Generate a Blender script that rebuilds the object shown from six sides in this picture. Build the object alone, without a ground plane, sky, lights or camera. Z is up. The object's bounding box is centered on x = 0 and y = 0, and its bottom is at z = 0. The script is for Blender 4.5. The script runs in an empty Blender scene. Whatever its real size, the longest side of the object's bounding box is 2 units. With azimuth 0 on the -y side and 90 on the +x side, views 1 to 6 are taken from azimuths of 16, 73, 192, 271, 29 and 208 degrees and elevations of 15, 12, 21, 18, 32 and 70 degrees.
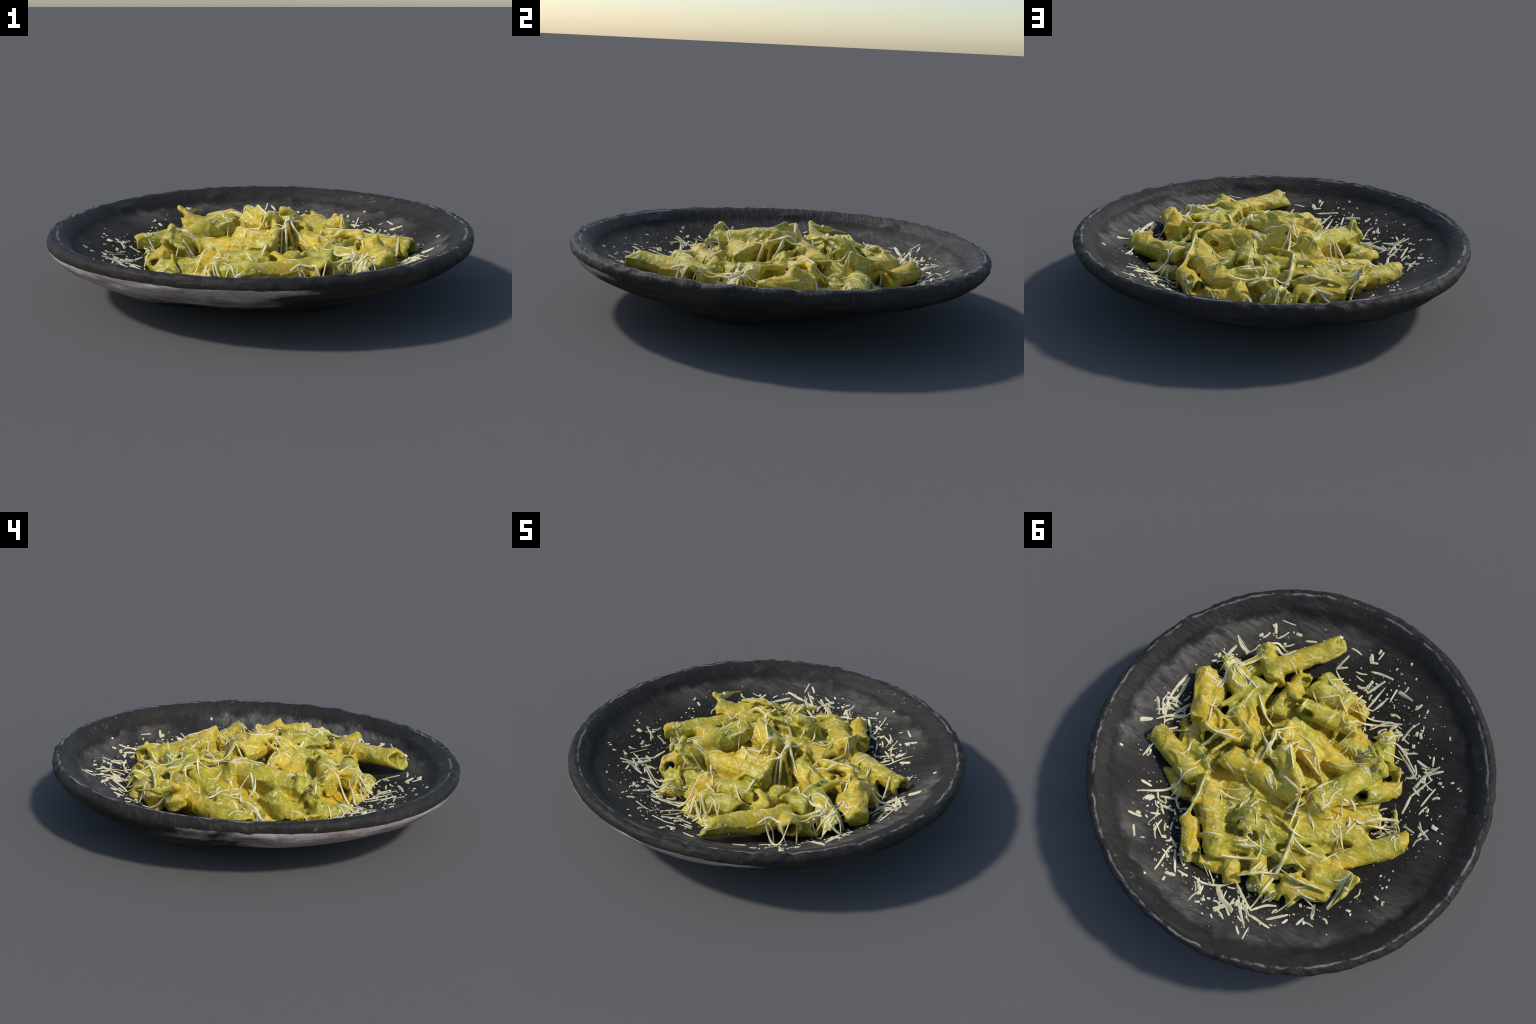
"""Spinach-cream penne with grated cheese on a dark hand-made stoneware plate.

Everything is procedural: the plate is a lathed profile with chipped, rippled
edges; the penne are hollow slant-cut tubes melted together with a cream sauce
(one signed-distance body, meshed by surface nets, then divided piece by piece);
the cheese is a set of bent, draped, tapered shreds and small crumbs.
"""
import bpy, bmesh, math, random
import numpy as np
from mathutils import Vector
from mathutils.bvhtree import BVHTree

RNG = np.random.default_rng(20)
random.seed(5)
scene = bpy.context.scene


# ------------------------------------------------------------------ noise ---
def _hash(ix, iy, iz, seed):
    h = (ix * 374761393 + iy * 668265263 + iz * 2147483647 + seed * 974634777) & 0xFFFFFFFF
    h = ((h ^ (h >> 13)) * 1274126177) & 0xFFFFFFFF
    h = (h ^ (h >> 16)) & 0xFFFFFF
    return h / float(0xFFFFFF) * 2.0 - 1.0


def vnoise(p, seed=0):
    """Smooth value noise in -1..1 at points p (n, 3)."""
    p = np.asarray(p, float)
    i = np.floor(p).astype(np.int64)
    f = p - i
    f = f * f * f * (f * (f * 6 - 15) + 10)
    r = 0.0
    for dx in (0, 1):
        wx = f[..., 0] if dx else 1 - f[..., 0]
        for dy in (0, 1):
            wy = f[..., 1] if dy else 1 - f[..., 1]
            for dz in (0, 1):
                wz = f[..., 2] if dz else 1 - f[..., 2]
                r = r + wx * wy * wz * _hash(i[..., 0] + dx, i[..., 1] + dy, i[..., 2] + dz, seed)
    return r


def fbm(p, octaves=3, seed=0):
    p = np.asarray(p, float)
    a, s, t = 1.0, 0.0, 0.0
    for o in range(octaves):
        s = s + a * vnoise(p * 2.0 ** o, seed + 17 * o)
        t += a
        a *= 0.5
    return s / t


def smoothstep(a, b, x):
    t = np.clip((x - a) / (b - a), 0, 1)
    return t * t * (3 - 2 * t)


# -------------------------------------------------------------- materials ---
class Nodes:
    """Tiny helper for wiring a node tree."""

    def __init__(self, name):
        self.mat = bpy.data.materials.new(name)
        self.mat.use_nodes = True
        self.t = self.mat.node_tree
        self.bsdf = self.t.nodes["Principled BSDF"]
        self.obj = self.t.nodes.new("ShaderNodeTexCoord").outputs["Object"]

    def link(self, a, b):
        self.t.links.new(a, b)

    def put(self, sock, v):
        if isinstance(v, bpy.types.NodeSocket):
            self.link(v, sock)
        else:
            sock.default_value = v

    def mapping(self, scale, rot=(0, 0, 0), src=None):
        n = self.t.nodes.new("ShaderNodeMapping")
        n.inputs["Scale"].default_value = scale
        n.inputs["Rotation"].default_value = rot
        self.link(src or self.obj, n.inputs["Vector"])
        return n.outputs[0]

    def noise(self, scale, detail=3, rough=0.55, vec=None, distort=0.0):
        n = self.t.nodes.new("ShaderNodeTexNoise")
        n.inputs["Scale"].default_value = scale
        n.inputs["Detail"].default_value = detail
        n.inputs["Roughness"].default_value = rough
        n.inputs["Distortion"].default_value = distort
        self.link(vec or self.obj, n.inputs["Vector"])
        return n.outputs["Fac"]

    def voronoi(self, scale, vec=None, out="Distance"):
        n = self.t.nodes.new("ShaderNodeTexVoronoi")
        n.inputs["Scale"].default_value = scale
        self.link(vec or self.obj, n.inputs["Vector"])
        return n.outputs[out]

    def ramp(self, fac, stops):
        n = self.t.nodes.new("ShaderNodeValToRGB")
        e = n.color_ramp.elements
        while len(e) < len(stops):
            e.new(0.5)
        for el, (pos, col) in zip(e, stops):
            el.position = pos
            el.color = tuple(col) + (1,) if hasattr(col, "__len__") else (col, col, col, 1)
        self.link(fac, n.inputs["Fac"])
        return n.outputs["Color"]

    def math(self, op, a, b=0.0, clamp=False):
        n = self.t.nodes.new("ShaderNodeMath")
        n.operation = op
        n.use_clamp = clamp
        self.put(n.inputs[0], a)
        self.put(n.inputs[1], b)
        return n.outputs[0]

    def mix(self, fac, a, b):
        n = self.t.nodes.new("ShaderNodeMix")
        n.data_type = "RGBA"
        self.put(n.inputs["Factor"], fac)
        for key, v in (("A", a), ("B", b)):
            s = [i for i in n.inputs if i.name == key and i.type == "RGBA"][0]
            self.put(s, v if isinstance(v, bpy.types.NodeSocket) else tuple(v) + (1,))
        return [o for o in n.outputs if o.type == "RGBA"][0]

    def bump(self, height, strength, dist):
        n = self.t.nodes.new("ShaderNodeBump")
        n.inputs["Strength"].default_value = strength
        n.inputs["Distance"].default_value = dist
        self.link(height, n.inputs["Height"])
        self.link(n.outputs[0], self.bsdf.inputs["Normal"])

    def polar(self):
        """radius, sine-free angle-safe unit vector parts and height of the Object point"""
        s = self.t.nodes.new("ShaderNodeSeparateXYZ")
        self.link(self.obj, s.inputs[0])
        x, y, z = s.outputs
        r = self.math("SQRT", self.math("ADD", self.math("MULTIPLY", x, x), self.math("MULTIPLY", y, y)))
        return x, y, z, r


def srgb(r, g, b):
    f = lambda c: (c / 255 / 12.92) if c / 255 <= 0.04045 else ((c / 255 + 0.055) / 1.055) ** 2.4
    return (f(r), f(g), f(b))


def glaze_colour(n):
    """Charcoal stoneware: dark ground, brushed streaks, cloudy grey patches."""
    streak = n.noise(5.0, 5, 0.6, n.mapping((1.4, 7.0, 3.0), (0, 0, math.radians(50))), 0.6)
    cloud = n.noise(3.2, 4, 0.6)
    base = n.ramp(streak, [(0.30, srgb(*GLAZE_DARK)), (0.55, srgb(*GLAZE_MID)), (0.8, srgb(*GLAZE_LIGHT))])
    x, y, z, r = n.polar()
    # a lighter, streaky zone on the wall: ragged outer edge, fading towards the well
    ragged = n.math("MULTIPLY", n.math("SUBTRACT", n.noise(9.0, 4, 0.6), 0.5), 0.16)
    rr = n.math("ADD", r, ragged)
    zone = n.ramp(rr, [(0.66, 0.0), (0.82, 0.9), (0.85, 1.0), (0.885, 0.0)])
    brushed = n.ramp(n.noise(6.0, 5, 0.65, n.mapping((1.3, 6.0, 2.0), (0, 0, math.radians(50))), 0.7), [(0.30, 0.15), (0.66, 1.0)])
    patchy = n.ramp(n.noise(1.9, 3), [(0.42, 0.05), (0.60, 1.0)])
    pale_zone = n.math("MULTIPLY", n.math("MULTIPLY", zone, brushed), patchy)
    base = n.mix(n.math("MULTIPLY", pale_zone, 0.75), base, srgb(132, 127, 119))
    tint = n.ramp(cloud, [(0.35, srgb(36, 35, 34)), (0.65, srgb(57, 53, 46))])
    grain = n.noise(60, 2)
    col = n.mix(n.math("SUBTRACT", 0.45, n.math("MULTIPLY", pale_zone, 0.4)), base, tint)
    # tiny pale flecks of clay in the glaze
    fleck = n.math("MULTIPLY", n.ramp(n.voronoi(42), [(0.05, 1.0), (0.09, 0.0)]), n.ramp(n.noise(12, 2), [(0.55, 0.0), (0.62, 1.0)]))
    return n.mix(n.math("MULTIPLY", fleck, 0.6), col, srgb(150, 147, 142)), streak, grain


GLAZE_DARK, GLAZE_MID, GLAZE_LIGHT = (37, 35, 33), (47, 44, 41), (70, 66, 61)


def glaze_material():
    n = Nodes("charcoal_glaze")
    col, streak, grain = glaze_colour(n)
    # old white fragments dusted on: tiny pale specks
    n.link(col, n.bsdf.inputs["Base Color"])
    n.bsdf.inputs["Roughness"].default_value = 0.62
    n.bsdf.inputs["Specular IOR Level"].default_value = 0.12
    h = n.math("ADD", n.math("MULTIPLY", streak, 0.8), n.math("MULTIPLY", grain, 0.15))
    n.bump(h, 0.55, 0.02)
    return n.mat


def rim_material():
    n = Nodes("chipped_rim_glaze")
    col, streak, grain = glaze_colour(n)
    x, y, z, r = n.polar()
    # worn pale line along the crest, broken into dashes by noise
    wob = n.math("MULTIPLY", n.math("SUBTRACT", n.noise(16, 3), 0.5), 0.028)
    d = n.math("ABSOLUTE", n.math("SUBTRACT", n.math("ADD", r, wob), RIM_CREST))
    line = n.math("SUBTRACT", 1.0, n.math("DIVIDE", d, 0.0075), True)
    top = n.math("GREATER_THAN", z, 0.298)
    brk = n.ramp(n.noise(9, 5, 0.75), [(0.43, 0.0), (0.55, 1.0)])
    wear = n.math("MULTIPLY", n.math("MULTIPLY", line, top), brk)
    chips = n.ramp(n.noise(26, 3, 0.6), [(0.68, 0.0), (0.74, 1.0)])
    wear = n.math("MAXIMUM", wear, n.math("MULTIPLY", chips, 0.45))
    col = n.mix(n.math("MULTIPLY", wear, 0.8), col, srgb(150, 146, 146))
    n.link(col, n.bsdf.inputs["Base Color"])
    n.bsdf.inputs["Roughness"].default_value = 0.55
    n.bsdf.inputs["Specular IOR Level"].default_value = 0.18
    n.bump(n.math("ADD", streak, n.math("MULTIPLY", grain, 0.2)), 0.5, 0.02)
    return n.mat


def underside_material():
    """Pale pinkish-grey patch with ragged edges under the dark lip."""
    n = Nodes("pale_patch_underside")
    col, streak, grain = glaze_colour(n)
    x, y, z, r = n.polar()
    band = n.noise(2.4, 4, 0.55, n.mapping((1.0, 1.0, 3.2)), 0.6)
    fine = n.noise(4.5, 4, 0.6, n.mapping((1.0, 1.0, 3.0)))
    # the pale patch lies on the side of the plate towards -x -y
    side = n.math("ADD", n.math("MULTIPLY", x, -0.70), n.math("MULTIPLY", y, -0.71))
    mask = n.math("ADD", side, n.math("MULTIPLY", n.math("SUBTRACT", band, 0.5), 1.3))
    mask = n.math("ADD", mask, n.math("MULTIPLY", n.math("SUBTRACT", z, 0.17), 1.2))
    mask = n.ramp(mask, [(0.50, 0.0), (0.70, 1.0)])
    clay = n.ramp(fine, [(0.32, srgb(116, 107, 101)), (0.5, srgb(164, 152, 147)), (0.7, srgb(188, 177, 173))])  # pinkish-grey tones of the pale patch
    streaks = n.ramp(band, [(0.45, srgb(40, 39, 38)), (0.62, srgb(74, 67, 62))])
    dark = n.mix(0.6, col, streaks)
    n.link(n.mix(mask, dark, clay), n.bsdf.inputs["Base Color"])
    n.bsdf.inputs["Roughness"].default_value = 0.7
    n.bsdf.inputs["Specular IOR Level"].default_value = 0.12
    n.bump(n.math("ADD", streak, band), 0.4, 0.02)
    return n.mat


def sauce_colour(n):
    big = n.noise(4.5, 3, 0.55, None, 0.4)
    mid = n.noise(13, 4, 0.6, None, 0.5)
    fib = n.noise(26, 4, 0.65, n.mapping((1.0, 2.4, 1.6), (0.4, 0.3, 0.7)), 1.0)
    yellow = n.ramp(mid, [(0.3, srgb(*SAUCE_YELLOW_D)), (0.7, srgb(*SAUCE_YELLOW))])
    green = n.ramp(mid, [(0.3, srgb(*SAUCE_GREEN_D)), (0.7, srgb(*SAUCE_GREEN))])
    col = n.mix(n.ramp(big, [(0.38, 0.0), (0.60, 1.0)]), yellow, green)
    cream = n.ramp(fib, [(0.49, 0.0), (0.62, 1.0)])
    col = n.mix(n.math("MULTIPLY", cream, 0.55), col, srgb(*SAUCE_CREAM))
    herb = n.ramp(n.voronoi(34), [(0.05, 1.0), (0.11, 0.0)])
    keep = n.ramp(n.noise(9, 2), [(0.52, 0.0), (0.60, 1.0)])
    col = n.mix(n.math("MULTIPLY", n.math("MULTIPLY", herb, keep), 0.8), col, srgb(84, 78, 30))
    return col, mid, fib


SAUCE_YELLOW, SAUCE_YELLOW_D = (219, 186, 46), (192, 158, 32)
SAUCE_GREEN, SAUCE_GREEN_D = (188, 179, 52), (142, 136, 34)
SAUCE_CREAM = (232, 220, 144)


def sauce_material():
    n = Nodes("spinach_cream_sauce")
    col, mid, fib = sauce_colour(n)
    n.link(col, n.bsdf.inputs["Base Color"])
    n.bsdf.inputs["Roughness"].default_value = 0.4
    n.bsdf.inputs["Specular IOR Level"].default_value = 0.3
    n.bsdf.inputs["Subsurface Weight"].default_value = 0.0
    n.bump(n.math("ADD", n.math("MULTIPLY", mid, 0.5), n.math("MULTIPLY", fib, 0.6)), 0.45, 0.012)
    return n.mat


def cheese_material(name, dark, mid, pale):
    n = Nodes(name)
    v = n.noise(22, 3)
    col = n.ramp(v, [(0.3, srgb(*dark)), (0.55, srgb(*mid)), (0.75, srgb(*pale))])
    n.link(col, n.bsdf.inputs["Base Color"])
    n.bsdf.inputs["Roughness"].default_value = 0.7
    n.bsdf.inputs["Specular IOR Level"].default_value = 0.12
    n.bump(n.noise(80, 2), 0.3, 0.004)
    return n.mat


# ------------------------------------------------------------ object tools ---
def new_object(name, data, parent=None):
    ob = bpy.data.objects.new(name, data)
    scene.collection.objects.link(ob)
    if parent is not None:
        ob.parent = parent
    return ob


def mesh_from_arrays(name, verts, faces):
    me = bpy.data.meshes.new(name)
    me.from_pydata(np.asarray(verts).tolist(), [], np.asarray(faces).tolist() if not isinstance(faces, list) else faces)
    me.update()
    return me


def smooth_normals(V, F):
    """Area-weighted vertex normals of a quad mesh."""
    n = np.cross(V[F[:, 2]] - V[F[:, 0]], V[F[:, 3]] - V[F[:, 1]])
    N = np.zeros_like(V)
    for k in range(4):
        np.add.at(N, F[:, k], n)
    return N / np.maximum(np.linalg.norm(N, axis=1, keepdims=True), 1e-12)


def region_object(name, V, F, N, pick, material, parent):
    """One region of a shared surface, keeping the whole surface's normals."""
    faces = F[pick]
    used, inv = np.unique(faces, return_inverse=True)
    me = mesh_from_arrays(name, V[used], inv.reshape(faces.shape))
    me.polygons.foreach_set("use_smooth", np.ones(len(faces), bool))
    me.normals_split_custom_set_from_vertices(N[used].tolist())
    me.materials.append(material)
    return new_object(name, me, parent)


def empty(name, label, category):
    e = new_object(name, None)
    e.empty_display_size = 0.2
    e["label"], e["category"] = label, category
    return e


# ------------------------------------------------------------------- plate ---
RIM_CREST = 0.966
# inside: (radius, height) from the middle of the well up to the crest of the rim
INSIDE = [(0.0, 0.092), (0.18, 0.092), (0.34, 0.096), (0.46, 0.106), (0.55, 0.126), (0.65, 0.158), (0.735, 0.193),
          (0.80, 0.217), (0.845, 0.236), (0.880, 0.256), (0.905, 0.279), (0.925, 0.297), (0.945, 0.311), (0.966, 0.319)]
# outside: over the lip and down the outer wall to the ragged edge of the base
OUTSIDE = [(0.982, 0.317), (0.995, 0.309), (1.001, 0.297), (1.002, 0.281), (0.996, 0.261), (0.981, 0.240), (0.945, 0.214),
           (0.878, 0.182), (0.797, 0.151), (0.714, 0.121), (0.638, 0.094), (0.560, 0.066)]
# the base is uneven: radius of its edge at every 30 degrees, counter-clockwise from +x
FOOT = [0.48, 0.47, 0.56, 0.62, 0.58, 0.68, 0.66, 0.65, 0.64, 0.58, 0.57, 0.56]


def catmull(points, per):
    P = np.array(points, float)
    P = np.vstack([2 * P[0] - P[1], P, 2 * P[-1] - P[-2]])
    out = []
    for i in range(1, len(P) - 2):
        for t in np.arange(per) / per:
            a, b, c, d = P[i - 1:i + 3]
            out.append(0.5 * (2 * b + (c - a) * t + (2 * a - 5 * b + 4 * c - d) * t * t + (3 * b - a - 3 * c + d) * t ** 3))
    out.append(P[-2])
    return np.array(out)


def periodic(table, th):
    k = len(table)
    x = np.mod(th / (2 * np.pi) * k, k)
    i = np.floor(x).astype(int)
    f = x - i
    f = f * f * (3 - 2 * f)
    T = np.array(table)
    return T[i % k] * (1 - f) + T[(i + 1) % k] * f


def plate_height(r):
    P = catmull(INSIDE, 8)
    return np.interp(r, P[:, 0], P[:, 1])


def build_plate():
    SEG = 420
    th = np.linspace(0, 2 * np.pi, SEG, endpoint=False)
    inner = catmull(INSIDE, 9)
    outer = catmull(OUTSIDE, 6)
    n_in, n_out = len(inner), len(outer)
    rows_r, rows_z = [], []
    for r, z in inner:
        rows_r.append(np.full(SEG, max(r, 0.004)))
        rows_z.append(np.full(SEG, z))
    rf = periodic(FOOT, th)
    gap = lambda deg: np.mod(th - math.radians(deg) + np.pi, 2 * np.pi) - np.pi
    dent = 0.030 * np.exp(-(gap(-42) / 0.42) ** 2) + 0.030 * np.exp(-(gap(80) / 0.42) ** 2) + 0.010 * np.exp(-(gap(20) / 0.4) ** 2) + 0.026 * np.exp(-(gap(152) / 0.32) ** 2) + 0.012 * np.exp(-(gap(232) / 0.35) ** 2)
    for r, z in outer:
        w = 1 - smoothstep(0.066, 0.25, np.array(z))
        rows_r.append(r + (rf - 0.560) * w)
        rows_z.append(z - dent * w ** 3)
    for s in np.linspace(1, 0, 15)[1:]:
        s = max(s, 0.01)
        rows_r.append(rf * s)
        rows_z.append((0.066 - dent) * s ** 1.35 + 0.0 * th)
    R, Z = np.array(rows_r), np.array(rows_z)
    rows = len(R)
    # large unevenness of a hand-thrown rim, measured as low harmonics
    k = smoothstep(0.3, 0.99, R)
    T = np.broadcast_to(th, R.shape)
    R = R * (1 + k * (-0.001 * np.cos(T) - 0.0045 * np.sin(T) + 0.0055 * np.sin(2 * T) + 0.004 * np.cos(3 * T)
                      + 0.0045 * np.sin(3 * T) - 0.0047 * np.cos(4 * T) + 0.003 * np.sin(4 * T)))
    R = R - k * (0.013 * np.exp(-((T - math.radians(38)) / 0.45) ** 2) + 0.008 * np.exp(-((T - math.radians(120)) / 0.35) ** 2))
    Z = Z + k * k * (0.0045 * np.cos(T) - 0.003 * np.cos(2 * T) + 0.0015 * np.cos(3 * T)) * smoothstep(0.15, 0.3, Z)
    X, Y = R * np.cos(T), R * np.sin(T)
    P = np.stack([X, Y, Z], -1)
    # knife-facetted, chipped lip
    lip = np.exp(-((R - 0.982) / 0.030) ** 2) * smoothstep(0.22, 0.28, Z)
    chip = fbm(P * np.array([13, 13, 5]), 3, 3)
    scallop = 1 - 2 * np.abs(vnoise(P * np.array([19, 19, 8]), 13))
    fac = fbm(P * np.array([26, 26, 12]), 2, 9)
    P[..., 2] += lip * (0.007 * chip + 0.006 * fac + 0.004 * scallop)
    rad = np.stack([np.cos(T), np.sin(T), 0 * T], -1)
    P += rad * (lip * (0.008 * fbm(P * 11, 3, 21) + 0.009 * np.minimum(fac, 0.15) + 0.004 * scallop))[..., None]
    # scraped streaks across the inside wall, throwing ripples on the outside
    ins = np.zeros(R.shape)
    ins[:n_in] = 1
    a = math.radians(50)
    u = X * math.cos(a) + Y * math.sin(a)
    v = -X * math.sin(a) + Y * math.cos(a)
    st = fbm(np.stack([u * 5, v * 26, Z * 6], -1), 3, 31)
    lump = fbm(np.stack([X * 4, Y * 4, Z * 8], -1), 3, 41)
    P[..., 2] += ins * smoothstep(0.45, 0.7, R) * (1 - smoothstep(0.90, 0.96, R)) * (0.0045 * st + 0.008 * lump)
    sag = np.exp(-((np.mod(T - math.radians(72) + np.pi, 2 * np.pi) - np.pi) / 0.6) ** 2)
    P[..., 2] -= ins * 0.016 * sag * smoothstep(0.70, 0.80, R) * (1 - smoothstep(0.89, 0.95, R))
    knob = np.clip(vnoise(np.stack([np.cos(T) * 5.5, np.sin(T) * 5.5, 0 * T], -1), 77) - 0.15, 0, 1)
    P[..., 2] += ins * 0.028 * knob * np.exp(-((R - 0.905) / 0.020) ** 2)
    outs = 1 - ins
    wave = fbm(np.stack([X * 3, Y * 3, Z * 16], -1), 3, 51)
    P += rad * (outs * smoothstep(0.02, 0.08, Z) * (1 - lip) * 0.013 * wave)[..., None]
    P[..., 2] = np.maximum(P[..., 2], 0.0)
    V = P.reshape(-1, 3)
    i, j = np.meshgrid(np.arange(rows - 1), np.arange(SEG), indexing="ij")
    F = np.stack([i * SEG + j, i * SEG + (j + 1) % SEG, (i + 1) * SEG + (j + 1) % SEG, (i + 1) * SEG + j], -1).reshape(-1, 4)
    ring = i.reshape(-1)
    c0, c1 = len(V), len(V) + 1
    V = np.vstack([V, [[0, 0, V[:SEG, 2].mean()], [0, 0, 0.003]]])
    # close both centres with quads (two neighbouring fans share a face)
    jj = np.arange(0, SEG, 2)
    F = np.vstack([F, np.stack([np.full(len(jj), c0), (jj + 2) % SEG, jj + 1, jj], -1),
                   np.stack([np.full(len(jj), c1), (rows - 1) * SEG + jj, (rows - 1) * SEG + jj + 1, (rows - 1) * SEG + (jj + 2) % SEG], -1)])
    ring = np.concatenate([ring, np.zeros(len(jj), int), np.full(len(jj), rows)])
    F = F[:, ::-1]
    N = smooth_normals(V, F)
    if N[SEG * 5, 2] < 0:
        F, N = F[:, ::-1], -N
    rim_in = int(np.searchsorted(inner[:, 0], 0.90))
    rim_out = n_in + int((outer[:, 1] > 0.276).sum())
    foot_row = n_in + n_out - 1
    plate = empty("plate", "round dark charcoal stoneware plate with chipped wavy rim", "plate")
    region_object("well", V, F, N, ring < rim_in, glaze_material(), plate)
    region_object("rim", V, F, N, (ring >= rim_in) & (ring < rim_out), rim_material(), plate)
    under = underside_material()
    region_object("underside", V, F, N, (ring >= rim_out) & (ring < foot_row), under, plate)
    region_object("foot", V, F, N, ring >= foot_row, under, plate)
    tri = BVHTree.FromPolygons([Vector(p) for p in V.tolist()], F[ring < n_in].tolist())
    return tri


# ------------------------------------------------------------------- penne ---
# each piece: axis start, axis end, radius, is the start open, is the end open
PENNE = [
    ((0.342, -0.481, 0.237), (0.096, -0.739, 0.26), 0.050, 0, 1),
    ((0.202, -0.537, 0.189), (0.215, -0.242, 0.208), 0.051, 0, 0),
    ((0.436, -0.542, 0.251), (0.306, -0.41, 0.221), 0.049, 1, 0),
    ((0.651, -0.286, 0.225), (0.54, -0.047, 0.227), 0.053, 0, 0),
    ((0.713, 0.106, 0.207), (0.4, 0.244, 0.202), 0.053, 1, 0),
    ((0.528, -0.082, 0.217), (0.264, -0.049, 0.234), 0.049, 0, 0),
    ((0.334, 0.065, 0.245), (-0.102, 0.083, 0.272), 0.059, 1, 0),
    ((0.104, -0.054, 0.32), (-0.095, 0.072, 0.324), 0.051, 0, 1),
    ((0.127, -0.22, 0.249), (-0.26, -0.152, 0.215), 0.053, 0, 0),
    ((0.133, -0.349, 0.214), (-0.179, -0.378, 0.199), 0.053, 1, 0),
    ((-0.167, 0.121, 0.287), (-0.358, -0.231, 0.231), 0.061, 0, 1),
    ((-0.36, -0.075, 0.21), (-0.492, -0.218, 0.127), 0.051, 1, 0),
    ((0.342, 0.218, 0.218), (0.113, 0.543, 0.207), 0.060, 0, 0),
    ((0.213, 0.617, 0.188), (0.345, 0.423, 0.178), 0.049, 1, 0),
    ((0.1, 0.37, 0.242), (-0.121, 0.283, 0.24), 0.050, 0, 0),
    ((-0.119, 0.278, 0.221), (-0.354, 0.165, 0.161), 0.049, 0, 0),
    ((0.232, 0.189, 0.136), (0.071, 0.16, 0.151), 0.056, 0, 0),
    ((0.16, 0.484, 0.206), (-0.11, 0.352, 0.226), 0.051, 0, 0),
    ((0.063, 0.512, 0.194), (-0.01, 0.62, 0.161), 0.045, 0, 0),
    ((-0.16, 0.414, 0.221), (-0.344, 0.291, 0.199), 0.051, 0, 0),
    ((-0.378, 0.307, 0.175), (-0.662, 0.023, 0.165), 0.052, 0, 1),
    ((-0.306, 0.416, 0.216), (-0.521, 0.338, 0.192), 0.047, 0, 0),
    ((0.124, -0.593, 0.117), (-0.188, -0.494, 0.102), 0.053, 0, 0),
    ((0.132, -0.486, 0.204), (-0.103, -0.476, 0.198), 0.051, 1, 0),
    ((-0.322, -0.471, 0.105), (-0.388, -0.276, 0.132), 0.049, 0, 0),
    ((-0.509, -0.168, 0.119), (-0.575, 0.012, 0.113), 0.049, 1, 0),
    ((-0.041, 0.433, 0.204), (-0.167, 0.574, 0.189), 0.047, 0, 0),
    ((-0.265, 0.168, 0.18), (-0.507, 0.098, 0.16), 0.047, 0, 0),
    ((0.559, -0.32, 0.237), (0.342, -0.232, 0.232), 0.053, 0, 0),
    ((0.425, -0.174, 0.227), (0.188, -0.041, 0.266), 0.049, 0, 0),
    ((-0.119, -0.575, 0.129), (-0.319, -0.501, 0.118), 0.051, 0, 0),
    ((-0.149, -0.294, 0.166), (-0.389, -0.283, 0.161), 0.047, 0, 0),
    ((-0.213, 0.51, 0.196), (-0.449, 0.442, 0.176), 0.047, 0, 0),
    ((0.532, 0.081, 0.176), (0.358, 0.141, 0.201), 0.047, 0, 0),
    ((-0.284, 0.093, 0.166), (-0.487, -0.027, 0.137), 0.051, 0, 0),
    ((-0.243, 0.448, 0.208), (-0.307, 0.55, 0.168), 0.043, 1, 0),
    ((0.565, -0.374, 0.22), (0.435, -0.33, 0.239), 0.047, 1, 0),
    ((0.566, 0.24, 0.121), (0.41, 0.339, 0.135), 0.047, 0, 0),
    ((0.579, -0.304, 0.192), (0.514, -0.105, 0.232), 0.047, 1, 0),
    ((0.133, 0.058, 0.257), (-0.062, 0.169, 0.292), 0.051, 0, 0),
    ((-0.051, 0.215, 0.201), (-0.258, 0.082, 0.219), 0.051, 0, 0),
    ((0.11, -0.142, 0.274), (-0.098, -0.126, 0.266), 0.047, 0, 0),
    ((0.51, -0.415, 0.199), (0.397, -0.432, 0.186), 0.043, 0, 0),
    ((0.628, 0.024, 0.158), (0.504, 0.115, 0.163), 0.045, 0, 0),
    ((0.526, -0.043, 0.173), (0.556, 0.071, 0.163), 0.045, 0, 0),
    ((0.177, 0.577, 0.158), (0.042, 0.566, 0.163), 0.043, 0, 0),
    ((-0.07, 0.577, 0.153), (-0.228, 0.539, 0.163), 0.043, 0, 0),
    ((-0.211, 0.403, 0.163), (-0.303, 0.378, 0.163), 0.043, 0, 0),
    ((0.421, -0.336, 0.242), (0.293, -0.317, 0.225), 0.047, 0, 0),
]
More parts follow.
